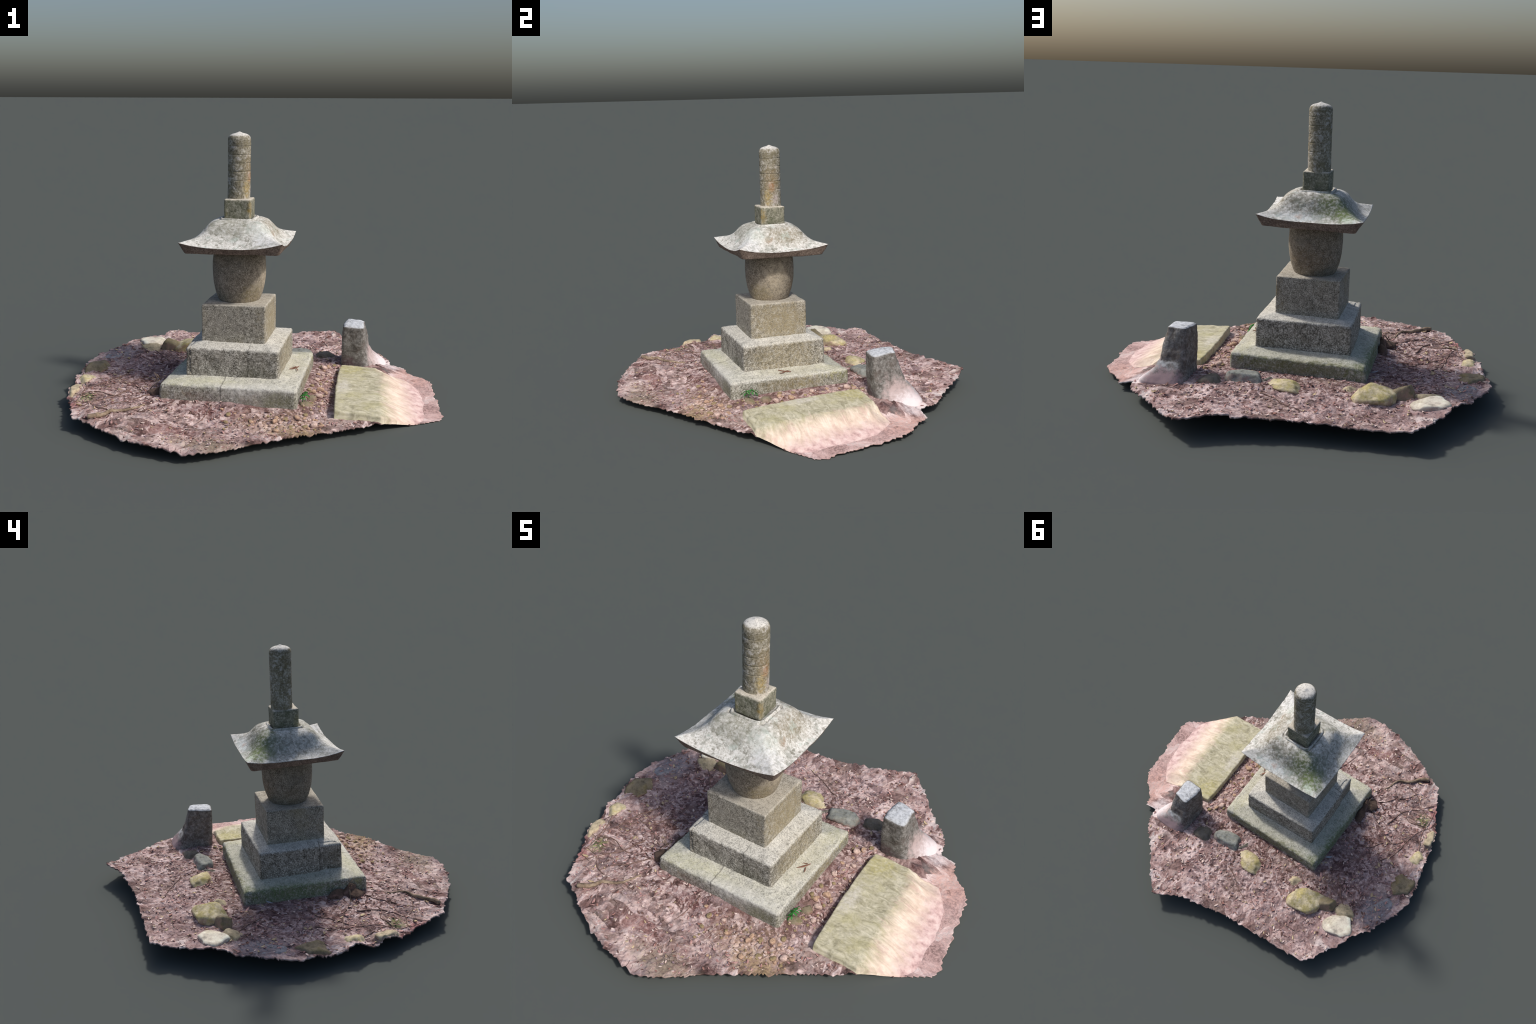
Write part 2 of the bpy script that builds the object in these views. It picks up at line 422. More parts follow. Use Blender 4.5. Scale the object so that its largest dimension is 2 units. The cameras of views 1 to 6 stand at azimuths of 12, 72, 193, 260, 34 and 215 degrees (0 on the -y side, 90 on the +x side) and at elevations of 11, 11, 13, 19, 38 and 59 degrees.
m_flag = flag_material()
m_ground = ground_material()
m_under = plain("soil_underside", [(0.3, (58, 46, 44)), (0.7, (98, 78, 74))])
def rock_material(name, base, moss, amount, scale=24):
    """Weathered field stone: mottled base, patchy moss or lichen, soil stain low down the sides."""
    n = Nodes(name)
    f = n.noise(scale, 8, 0.72)
    col = n.ramp(f, [(0.32, tuple(int(c * 0.62) for c in base)), (0.48, base), (0.66, tuple(min(245, int(c * 1.2)) for c in base))])
    m = n.math("MULTIPLY", n.step(n.noise(scale * 0.7, 6, 0.7), 0.42, 0.6), amount)
    col = n.mix(m, col, n.ramp(n.noise(90, 4, 0.7), [(0.35, tuple(int(c * 0.72) for c in moss)), (0.6, moss)]))
    side = n.math("SUBTRACT", 1.0, n.step(n.up(), 0.25, 0.75))
    stain = n.math("MULTIPLY", side, n.step(n.noise(30, 5, 0.7), 0.40, 0.58))
    col = n.mix(n.math("MULTIPLY", stain, 0.6), col, (160, 130, 122))
    return n.finish(col, f, 0.6, 0.006)


m_rock_yellow = rock_material("rock_yellow_moss", (192, 180, 152), (188, 176, 108), 0.75)
m_rock_buff = rock_material("rock_buff", (186, 172, 146), (168, 158, 110), 0.35)
m_rock_white = rock_material("rock_white", (216, 206, 190), (200, 190, 150), 0.2, 16)
m_rock_grey = rock_material("rock_grey", (140, 143, 139), (160, 158, 136), 0.3, 34)
m_rock_dark = rock_material("rock_dark", (112, 108, 101), (124, 118, 96), 0.35, 30)
m_rock_olive = rock_material("rock_olive", (134, 124, 104), (142, 132, 88), 0.55, 20)
m_stub = rock_material("rotten_stub", (92, 76, 68), (112, 96, 84), 0.4, 40)
m_rock_slate = rock_material("rock_slate", (146, 146, 152), (160, 158, 158), 0.2, 16)
m_pebble = [rock_material("pebble_tan", (196, 164, 140), (176, 150, 120), 0.4, 3),
            rock_material("pebble_pink", (212, 184, 174), (196, 170, 150), 0.4, 3),
            rock_material("pebble_ochre", (160, 142, 110), (150, 136, 92), 0.4, 3)]
m_leaf = [plain("dead_leaf_" + n, [(0.3, a), (0.7, b)], 60, rough=0.8) for n, a, b in [
    ("rose", (168, 126, 122), (206, 168, 164)), ("pale", (206, 180, 172), (236, 218, 210)),
    ("brown", (100, 76, 70), (138, 108, 102)), ("russet", (140, 102, 94), (178, 136, 126)),
    ("straw", (186, 164, 132), (214, 196, 162)), ("mauve", (150, 126, 132), (186, 164, 168))]]
m_twig = plain("twig_bark", [(0.3, (70, 52, 46)), (0.7, (124, 98, 88))], 60)
m_branch = plain("branch_bark", [(0.3, (92, 72, 66)), (0.7, (150, 124, 114))], 60)
m_root = plain("root_bark", [(0.3, (84, 74, 64)), (0.5, (140, 122, 104)), (0.7, (172, 156, 136))], 30)
m_fern = plain("fern_green", [(0.3, (36, 92, 44)), (0.6, (74, 148, 70)), (0.75, (120, 186, 112))], 70, rough=0.6)
m_moss = plain("moss_green", [(0.3, (92, 108, 52)), (0.6, (140, 158, 78))], 60)
m_russet = plain("leaf_russet", [(0.3, (118, 84, 70)), (0.7, (160, 118, 100))], 60)
m_greyleaf = plain("leaf_grey", [(0.3, (150, 158, 170)), (0.7, (190, 198, 208))], 60)


# ------------------------------------------------------------ stone pagoda
pagoda = thing(empty("stone_pagoda", (-0.055, -0.08, 0.1)), "weathered granite pagoda with tall finial and hipped roof", "stone pagoda")


def world_parent(ob, parent):
    """Keep part meshes in scene coordinates while parented to a placed empty."""
    bpy.context.view_layer.update()
    ob.parent = parent
    ob.matrix_parent_inverse = parent.matrix_world.inverted()
    return ob


def block(name, low, high, res, radius, rough, mat, seed, chips=0.0, crown=(0.0, 0.1), parent=pagoda):
    """Dressed stone block between two quads of corners (--, +-, ++, -+)."""
    low, high = np.array(low, float), np.array(high, float)
    size = np.array([np.linalg.norm(low[1] - low[0]), np.linalg.norm(low[2] - low[1]), np.linalg.norm(high[0] - low[0])])
    half = size / 2
    V, F, index = [], [], {}

    def vid(p):
        k = tuple(np.round(p, 6))
        if k not in index:
            index[k] = len(V)
            V.append(p)
        return index[k]

    def ticks(h):
        inner = max(2, int(round(2 * (h - radius) / res)))
        edge = np.array([0, 0.25, 0.5, 0.75]) * radius
        return np.concatenate([-h + edge, np.linspace(-h + radius, h - radius, inner), (h - edge)[::-1]])

    T = [ticks(h) for h in half]
    for ax in range(3):
        a, b = (ax + 1) % 3, (ax + 2) % 3
        for s in (-1, 1):
            ids = np.empty((len(T[a]), len(T[b])), int)
            for i, u in enumerate(T[a]):
                for j, v in enumerate(T[b]):
                    p = np.zeros(3)
                    p[ax], p[a], p[b] = s * half[ax], u, v
                    ids[i, j] = vid(p)
            for i in range(len(T[a]) - 1):
                for j in range(len(T[b]) - 1):
                    q = (ids[i, j], ids[i + 1, j], ids[i + 1, j + 1], ids[i, j + 1])
                    F.append(q if s > 0 else q[::-1])
    P = np.array(V)
    rad = radius * (1 + 0.45 * vnoise(P, 22, seed, 2))[:, None]
    inner = np.clip(P, -(half - rad), half - rad)
    d = P - inner
    L = np.linalg.norm(d, axis=1)[:, None]
    P = np.where(L > 1e-9, inner + rad * d / np.maximum(L, 1e-9), P)
    u = P / half * 0.5 + 0.5
    reach = (half - np.abs(P))[:, :2].min(1)
    wx, wy, wz = u.T
    w = np.stack([(1 - wx) * (1 - wy), wx * (1 - wy), wx * wy, (1 - wx) * wy], 1)
    W = (w @ low) * (1 - wz)[:, None] + (w @ high) * wz[:, None]
    W[:, 2] += crown[0] * np.clip(reach / crown[1], 0, 1) ** 1.3 * (u[:, 2] > 0.9)
    N = vertex_normals(W, F)
    push = rough * (0.6 * vnoise(W, 90, seed + 1, 2) + 1.2 * vnoise(W, 14, seed + 2, 2))
    if chips:
        edge = np.sort(np.abs(u - 0.5), axis=1)[:, 1]
        c = np.clip(vnoise(W, 17, seed + 3, 2) - 0.25, 0, 1) * np.clip((edge - 0.44) / 0.05, 0, 1) * (u[:, 2] > 0.5)
        push -= chips * c
    W = W + N * push[:, None]
    ob = new_mesh(name, W, F, mat)
    return world_parent(ob, parent)


def quad(corners, z):
    return [(x, y, zz) for (x, y), zz in zip(corners, z if isinstance(z, (list, tuple)) else [z] * 4)]


slab_xy = [(-0.398, -0.419), (0.298, -0.418), (0.281, 0.265), (-0.397, 0.257)]
slab_lo = [(-0.409, -0.428), (0.296, -0.415), (0.282, 0.271), (-0.410, 0.266)]
block("foundation_slab", quad(slab_lo, 0.05), quad(slab_xy, [0.166, 0.180, 0.170, 0.159]), 0.0065, 0.015, 0.0034, m_slab, 1, 0.012, (0.018, 0.11))
lower_xy = [(-0.2975, -0.3155), (0.1865, -0.3085), (0.1795, 0.1675), (-0.3065, 0.1495)]
lower = block("lower_block", quad(lower_xy, [0.160, 0.176, 0.164, 0.152]), quad(lower_xy, [0.330, 0.338, 0.332, 0.329]), 0.0055, 0.012, 0.0024, m_lower, 2, 0.008, (0.016, 0.08))
# the back-left tier is two stones: the corner one is set back a little behind the joint
for v in lower.data.vertices:
    if v.co.x < -0.27 and v.co.y < -0.185:
        v.co.x += 0.006 * min(1.0, (-0.185 - v.co.y) / 0.006)
upper_xy = [(-0.2305, -0.2335), (0.1035, -0.2385), (0.0985, 0.0895), (-0.2285, 0.0865)]
block("upper_block", quad(upper_xy, [0.328, 0.334, 0.328, 0.326]), quad(upper_xy, [0.537, 0.547, 0.538, 0.540]), 0.005, 0.007, 0.0013, m_upper, 3, 0.004)


def lathe(name, profile, axis, mat, steps=160, rough=0.001, seed=5, petals=None, parent=pagoda, grain=70):
    """Turned stone: profile of (radius, height); axis(z) gives the centre."""
    pr = np.array(profile, float)
    a = np.arange(steps) * 2 * np.pi / steps
    R = np.repeat(pr[:, 0], steps).reshape(len(pr), steps)
    Z = np.repeat(pr[:, 1], steps).reshape(len(pr), steps)
    A = np.tile(a, (len(pr), 1))
    C = np.array([axis(z) for z in pr[:, 1]])
    P = np.stack([R * np.cos(A), R * np.sin(A), Z], -1).reshape(-1, 3)
    push = rough * (vnoise(P, grain, seed, 2) + 1.5 * vnoise(P, 12, seed + 1, 1))
    if petals:
        push = push - petals(A.ravel(), Z.ravel())
    R2 = np.maximum(0, R + (push.reshape(R.shape) * (R > 0.004)))
    P = np.stack([R2 * np.cos(A) + C[:, :1], R2 * np.sin(A) + C[:, 1:], Z], -1).reshape(-1, 3)
    F = []
    for i in range(len(pr) - 1):
        for j in range(steps):
            k = (j + 1) % steps
            F.append((i * steps + j, i * steps + k, (i + 1) * steps + k, (i + 1) * steps + j))
    return world_parent(new_mesh(name, P, F, mat), parent)


def refine(points, step):
    """Catmull-Rom through profile points, resampled at about the given step."""
    p = np.array(points, float)
    q = np.vstack([2 * p[0] - p[1], p, 2 * p[-1] - p[-2]])
    out = []
    for i in range(1, len(q) - 2):
        n = max(1, int(np.linalg.norm(q[i + 1] - q[i]) / step))
        for t in np.arange(n) / n:
            out.append(0.5 * (2 * q[i] + (q[i + 1] - q[i - 1]) * t + (2 * q[i - 1] - 5 * q[i] + 4 * q[i + 1] - q[i + 2]) * t ** 2
                              + (3 * q[i] - q[i - 1] - 3 * q[i + 1] + q[i + 2]) * t ** 3))
    out.append(p[-1])
    return np.array(out)


jar = refine([(0.092, 0.520), (0.0985, 0.530), (0.1075, 0.543), (0.1125, 0.553), (0.119, 0.570), (0.1255, 0.590), (0.132, 0.620),
              (0.1370, 0.655), (0.1393, 0.700), (0.1388, 0.735), (0.1362, 0.765), (0.1310, 0.792), (0.1220, 0.815), (0.112, 0.828)], 0.005)
lathe("urn_body", jar, lambda z: (-0.068, -0.0704), m_jar, 170, 0.0011, 11)

# finial shaft: five cut bands, lotus petals at the foot, domed tip
grooves = [1.164, 1.209, 1.251, 1.293, 1.337]
prof = []
for z in np.arange(1.060, 1.3675, 0.0016):
    r = 0.0584 + 0.0006 * (z - 1.06) / 0.3
    r -= 0.0022 * sum(math.exp(-((z - g) / 0.0021) ** 2) for g in grooves)
    prof.append((r, z))
prof += list(refine([(0.0590, 1.369), (0.0580, 1.376), (0.0545, 1.3845), (0.0465, 1.3925), (0.034, 1.3985), (0.022, 1.4015), (0.012, 1.405), (0.0055, 1.4085), (0.0, 1.4095)], 0.002))


def petal_cut(a, z):
    t = (a * 4 / math.pi) % 2 - 1
    arch = 1.092 + 0.062 * np.sqrt(np.clip(1 - np.abs(t) ** 1.6, 0, 1))
    return 0.0012 * np.exp(-((z - arch) / 0.0026) ** 2) * (z < 1.162)


lathe("finial_shaft", prof, lambda z: (-0.075 + 0.012 * (z - 1.06), -0.0500 - 0.012 * (z - 1.06)), m_shaft, 160, 0.0008, 21, petal_cut, grain=110)
box_xy = [(-0.136, -0.130), (0.005, -0.132), (-0.003, 0.009), (-0.139, 0.008)]
block("finial_base", quad(box_xy, 0.962), quad(box_xy, [1.069, 1.072, 1.068, 1.066]), 0.004, 0.0115, 0.0014, m_base, 6, 0.004)


# hipped roof: superelliptic rings from the crown to the upturned eaves
def build_roof():
    tips = np.array([(-0.322, -0.327, 0.870), (0.203, -0.320, 0.881), (0.187, 0.195, 0.869), (-0.333, 0.194, 0.861)])
    crown = np.array([(-0.157, -0.150), (0.027, -0.153), (0.022, 0.025), (-0.159, 0.025)])
    hip = refine([(0.0, 0.958), (0.022, 0.9645), (0.05, 0.9665), (0.12, 0.9625), (0.24, 0.951), (0.32, 0.936), (0.40, 0.916), (0.49, 0.899), (0.58, 0.889), (0.69, 0.882), (0.84, 0.876), (1.0, 0.870)], 0.004)
    mid = refine([(0.0, 0.958), (0.022, 0.9645), (0.05, 0.967), (0.14, 0.9635), (0.26, 0.955), (0.37, 0.941), (0.46, 0.922), (0.54, 0.902), (0.63, 0.882), (0.72, 0.867), (0.82, 0.856), (0.92, 0.8485), (1.0, 0.8445)], 0.004)
    levels = np.concatenate([[0, 0.008, 0.016, 0.024, 0.032, 0.04, 0.05], np.linspace(0.065, 1, 68)])
    per = 56
    s = np.linspace(-1, 1, per, endpoint=False)
    ring = np.concatenate([np.stack([s, -np.ones(per)], 1), np.stack([np.ones(per), s], 1), np.stack([-s, np.ones(per)], 1), np.stack([-np.ones(per), -s], 1)])
    n = len(ring)

    def square(q, round_):
        """unit square ring with corners rounded by pulling toward a superellipse"""
        m = np.abs(q).max(1)
        if round_ <= 0:
            return q
        p = 2 / max(round_, 0.05)
        k = (np.abs(q) ** p).sum(1) ** (1 / p)
        return q / k[:, None]

    def bil(q, c):
        u, v = (q[:, :1] + 1) / 2, (q[:, 1:] + 1) / 2
        return (1 - u) * (1 - v) * c[0] + u * (1 - v) * c[1] + u * v * c[2] + (1 - u) * v * c[3]

    corner = np.abs(ring).min(1)
    V = []
    tilt = bil(ring, tips[:, 2:]) - tips[:, 2].mean()
    for t in levels:
        q = square(ring, 0.20 * (1 - t) ** 1.2)
        xy = bil(q, crown * (1 - t) + tips[:, :2] * t)
        zh, zm = np.interp(t, hip[:, 0], hip[:, 1]), np.interp(t, mid[:, 0], mid[:, 1])
        sharp = 1.8 + 1.0 * t ** 2
        z = zm + (zh - zm) * corner ** sharp + tilt[:, 0] * t * corner
        V.append(np.column_stack([xy, z]))
    top_rings = len(V)
    # eave face: leans in going down, soft lower corner, flat soffit
    low = np.array([(-0.299, -0.305, 0.815), (0.180, -0.297, 0.819), (0.166, 0.173, 0.808), (-0.304, 0.171, 0.802)])
    last = V[-1]
    for t, rnd, dz in [(0.03, 0.0, 0.004), (0.2, 0.01, 0), (0.4, 0.03, 0), (0.6, 0.05, 0), (0.8, 0.07, 0), (0.94, 0.075, 0), (1.0, 0.085, -0.002)]:
        target = np.column_stack([bil(square(ring, rnd), low[:, :2]), bil(ring, low[:, 2:])[:, 0]])
        V.append(last * (1 - t) + target * t)
    face_rings = len(V)
    for k in (0.97, 0.8, 0.6, 0.42, 0.3):
        q = square(ring, 0.10) * k
        V.append(np.column_stack([bil(q, low[:, :2]), bil(q, low[:, 2:])[:, 0] - 0.002]))
    rings = len(V)
    V = np.concatenate(V)
    F, slots = [], []
    for i in range(rings - 1):
        for j in range(n):
            k = (j + 1) % n
            F.append((i * n + k, i * n + j, (i + 1) * n + j, (i + 1) * n + k))
            slots.append(0 if i < top_rings - 1 else 1)
    F.append(tuple(range(n)))
    slots.append(0)
    F.append(tuple((rings - 1) * n + j for j in reversed(range(n))))
    slots.append(1)
    N = vertex_normals(V, F[:-2])
    push = 0.0013 * vnoise(V, 60, 31, 2) + 0.0032 * vnoise(V, 9, 33, 2)
    lip = np.zeros(len(V))
    lip[(top_rings - 2) * n:(top_rings + 2) * n] = 1
    push -= lip * 0.004 * np.clip(vnoise(V, 40, 35, 2) - 0.2, 0, 1)
    V = V + N * push[:, None]
    ob = new_mesh("roof", V, F, [m_roof, m_eave], slots=slots)
    return world_parent(ob, pagoda)


roof = build_roof()


def square_ring(name, outer, inner, z0, z1, mat, round_=0.35):
    """Low raised band with rounded corners around the finial base."""
    steps = 160
    a = np.arange(steps) * 2 * np.pi / steps
    p = 2 / round_
    k = (np.abs(np.cos(a)) ** p + np.abs(np.sin(a)) ** p) ** (-1 / p)
    unit = np.stack([np.cos(a) * k, np.sin(a) * k], 1)
    c = np.array((-0.0675, -0.0630))
    V = []
    for h, z in [(outer + 0.003, z0), (outer, z1 - 0.003), (outer - 0.003, z1), ((outer + inner) / 2, z1 + 0.0008), (inner + 0.003, z1), (inner, z1 - 0.003), (inner - 0.004, z0 + 0.002), (inner - 0.03, z0 + 0.002)]:
        V.append(np.column_stack([c + unit * h, np.full(steps, z)]))
    V = np.concatenate(V)
    F = [(i * steps + j, i * steps + (j + 1) % steps, (i + 1) * steps + (j + 1) % steps, (i + 1) * steps + j) for i in range(7) for j in range(steps)]
    N = vertex_normals(V, F)
    V = V + N * (0.0012 * vnoise(V, 45, 41, 2))[:, None]
    return world_parent(new_mesh(name, V, F, mat), roof)


square_ring("roof_crown_band", 0.0900, 0.0790, 0.954, 0.9735, m_roof)

# ------------------------------------------------------------ forest floor
floor = thing(empty("forest_floor"), "ragged patch of pinkish leaf-strewn forest soil", "forest floor")

# rim of the patch: bearing in degrees, distance from the centre, height
RIM = [(0, .978, .017), (6, .962, .016), (12, .970, .024), (18, .975, .033), (21, .965, .034), (24, .938, .030), (29, .913, .029), (32.5, .922, .038),
       (35.0, .855, .055), (39, .886, .059), (44, .907, .059), (51, .901, .070), (57, .922, .077), (63, .962, .085), (69, 1.003, .095), (72, 1.022, .106),
       (75, .967, .111), (78, .924, .118), (81, .887, .117), (87, .865, .108), (92, .846, .104), (99, .833, .104), (105, .844, .098), (111, .872, .094),
       (117, .896, .087), (122, .945, .096), (126, .978, .097), (131, 1.036, .102), (135, 1.023, .104), (138, .996, .098), (144, .988, .103), (150, .967, .116),
       (156, .983, .105), (162, .984, .099), (168, .999, .095), (174, 1.005, .078), (179, .985, .087), (183, .981, .069), (189, .967, .082), (192, .965, .096),
       (195, .969, .071), (198, .978, .059), (201, .975, .090), (204, .991, .087), (207, .990, .058), (213, .989, .065), (219, 1.010, .079), (225, 1.033, .079),
       (230, 1.004, .076), (237, .997, .070), (245, .988, .063), (252, .985, .067), (258, .974, .062), (264, .976, .054), (267, .954, .057), (273, .881, .048),
       (279, .822, .045), (285, .785, .051), (294, .756, .057), (303, .745, .051), (312, .742, .048), (321, .774, .050), (326, .807, .051), (328, .805, .052),
       (336, .846, .030), (342, .911, .007), (346, .965, .004), (349, 1.012, .004), (352, 1.008, .006), (355, .990, .014)]
rim = np.array(RIM)
NA, NR = 1440, 230
ang = np.arange(NA) * 2 * np.pi / NA
ra = np.radians(rim[:, 0])
# straight edges between rim points
rx, ry = rim[:, 1] * np.cos(ra), rim[:, 1] * np.sin(ra)
R_edge = np.empty(NA)
for i in range(len(rim)):
    j = (i + 1) % len(rim)
    a0, a1 = ra[i], ra[j] + (2 * np.pi if j == 0 else 0)
    sel = (ang >= a0 - 1e-9) & (ang < a1)
    ax, ay, bx, by = rx[i], ry[i], rx[j], ry[j]
    c, s = np.cos(ang[sel]), np.sin(ang[sel])
    R_edge[sel] = (ax * by - ay * bx) / (c * (by - ay) - s * (bx - ax))
# frayed teeth along the rim
teeth = np.zeros(NA)
a = 0
while a < NA:
    w = int(RNG.choice([3, 4, 5, 6, 8, 11, 15]))
    h = float(RNG.uniform(0.002, 0.017)) * min(1.0, w / 5)
    k = float(RNG.uniform(0.3, 0.9))
    for q in range(w):
        if a + q < NA:
            t = q / w
            teeth[a + q] = h * (t / k if t < k else (1 - t) / (1 - k))
    a += w
R_edge = R_edge - 0.006 + teeth

CONTROL = [(-.40, -.43, .092), (-.05, -.43, .096), (.30, -.43, .081), (.31, -.22, .092), (.30, .02, .095), (.30, .29, .092), (.10, .30, .094), (-.15, .29, .094),
           (-.42, .28, .092), (-.42, .05, .086), (-.42, -.2, .086), (.40, -.3, .062), (.39, -.05, .076), (.38, .2, .088), (.43, .33, .092), (.40, .50, .090), (.54, .55, .078),
           (-.52, -.30, .074), (-.095, -.587, .053), (-.153, -.484, .077), (.135, -.448, .075), (-.098, -.689, .051), (.1, -.60, .048), (.22, -.54, .056), (.42, -.48, .047), (.155, .42, .102), (-.045, .44, .102), (-.25, .43, .098), (-.46, .48, .101), (-.72, .44, .104), (-.33, .40, .098), (-.62, .45, .100), (-.55, .60, .083), (-.40, .60, .089),
           (.5, -.2, .055), (.6, 0, .045), (.56, .2, .06), (.75, 0, .03), (.8, -.2, .010), (.75, .15, .035), (-.345, -.718, .070), (-.276, -.902, .058), (-.611, -.747, .074),
           (-.422, -.466, .084), (-.74, -.585, .070), (-.465, -.844, .073), (-.697, -.467, .085), (-.727, -.263, .080), (-.593, -.56, .089), (-.42, -.70, .080), (-.78, -.38, .090), (-.85, .076, .079), (-.429, .13, .087),
           (-.065, .723, .085), (.25, .544, .090), (.1, .60, .090), (-.2, .5, .090), (-.5, .45, .088), (-.6, .1, .080), (-.75, -.1, .074), (-.25, -.60, .064),
           (.72, .36, .052), (.66, .44, .070), (.62, .33, .090), (0, 0, .10), (.2, .1, .1), (-.2, -.2, .1)]
ctrl = np.array([(x, y, z) for x, y, z in zip(rx, ry, rim[:, 2])] + CONTROL)


def tps_fit(p, lam=2e-3):
    d = np.linalg.norm(p[:, None, :2] - p[None, :, :2], axis=-1)
    K = np.where(d > 0, d * d * np.log(np.maximum(d, 1e-9)), 0) + lam * np.eye(len(p)) * 0.1
    Pm = np.column_stack([np.ones(len(p)), p[:, :2]])
    A = np.block([[K, Pm], [Pm.T, np.zeros((3, 3))]])
    return np.linalg.solve(A, np.concatenate([p[:, 2], np.zeros(3)]))


TPS = tps_fit(ctrl)


def base_height(xy):
    out = np.empty(len(xy))
    for s in range(0, len(xy), 20000):
        q = xy[s:s + 20000]
        d2 = ((q[:, None, :] - ctrl[None, :, :2]) ** 2).sum(-1)
        out[s:s + 20000] = (0.5 * d2 * np.log(np.maximum(d2, 1e-14))) @ TPS[:-3] + TPS[-3] + q @ TPS[-2:]
    return out


def relief(xy):
    p = np.column_stack([xy, np.zeros(len(xy))])
    r = np.hypot(xy[:, 0], xy[:, 1])
    near_slab = np.clip((np.maximum(np.abs(xy[:, 0] + 0.055) - 0.345, np.abs(xy[:, 1] + 0.078) - 0.345)) / 0.08, 0, 1)
    calm = 1 - 0.75 * np.clip((xy[:, 0] - 0.62) / 0.15, 0, 1)
    h = 0.0060 * vnoise(p, 9, 51, 2) + 0.0068 * vnoise(p, 24, 53, 2) + 0.0042 * vnoise(p, 62, 55, 2) + 0.0016 * vnoise(p, 140, 57, 1)
    ridged = 0.35 - np.abs(vnoise(p, 34, 59, 2)) * 2
    h += 0.0024 * ridged - 0.0015
    # mound with a dark hollow in the front, small banks at the outer edge
    h += 0.008 * np.exp(-(((xy[:, 0] + 0.36) / 0.16) ** 2 + ((xy[:, 1] + 0.68) / 0.08) ** 2))
    h -= 0.010 * np.exp(-(((xy[:, 0] + 0.24) / 0.10) ** 2 + ((xy[:, 1] + 0.76) / 0.035) ** 2))
    return h * calm * (0.35 + 0.65 * near_slab)


def ground_z(xy):
    return np.maximum(base_height(xy) + relief(xy), 0.0015)


# ground stays just under the flagstone
t = np.linspace(0, 1, NR) ** 0.85
r_in = 0.14
Rg = r_in + (R_edge[None, :] - r_in) * t[:, None]
XY = np.stack([Rg * np.cos(ang), Rg * np.sin(ang)], -1).reshape(-1, 2)
Z = ground_z(XY)
edge_curl = np.exp(-((1 - np.repeat(t, NA)) / 0.010))
Z += edge_curl * 0.006 * vnoise(np.column_stack([XY, 0 * Z]), 45, 61, 2)
Z = np.maximum(Z, 0.0015)
Z -= Z.min() - 0.0005
top = np.column_stack([XY, Z])
under = top.copy()
under[:, 2] = np.maximum(0.0, Z - 0.007)
V = np.concatenate([top, under[-NA:] * [1, 1, 1], under[:NA]])
F, slots = [], []
idx = np.arange(NA)
nxt = (idx + 1) % NA
for i in range(NR - 1):
    F += list(zip(i * NA + idx, (i + 1) * NA + idx, (i + 1) * NA + nxt, i * NA + nxt))
slots += [0] * len(F)
o, u0, u1 = (NR - 1) * NA, NR * NA, (NR + 1) * NA
side = list(zip(o + idx, u0 + idx, u0 + nxt, o + nxt))
F += side
slots += [0] * len(side)
# underside follows the top in a coarse sheet of rings
rings = [NR - 1 - k for k in range(10, NR - 1, 20)]
prev = u0
extra, base = [], len(V)
for k in rings:
    g = top[k * NA:(k + 1) * NA].copy()
    g[:, 2] = np.maximum(0.0, g[:, 2] - 0.010)
    extra.append(g)
V = np.concatenate([V] + extra)
for m in range(len(rings)):
    cur = base + m * NA
    f = list(zip(prev + idx, cur + idx, cur + nxt, prev + nxt))
    F += f
    slots += [1] * len(f)
    prev = cur
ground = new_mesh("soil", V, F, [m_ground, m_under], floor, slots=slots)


def inside(xy, margin=0.03):
    a = np.arctan2(xy[:, 1], xy[:, 0]) % (2 * np.pi)
    return np.hypot(xy[:, 0], xy[:, 1]) < np.interp(a, ang, R_edge, period=2 * np.pi) - margin


def off_slab(xy, m=0.0):
    return ~((xy[:, 0] > -0.405 - m) & (xy[:, 0] < 0.297 + m) & (xy[:, 1] > -0.424 - m) & (xy[:, 1] < 0.270 + m))


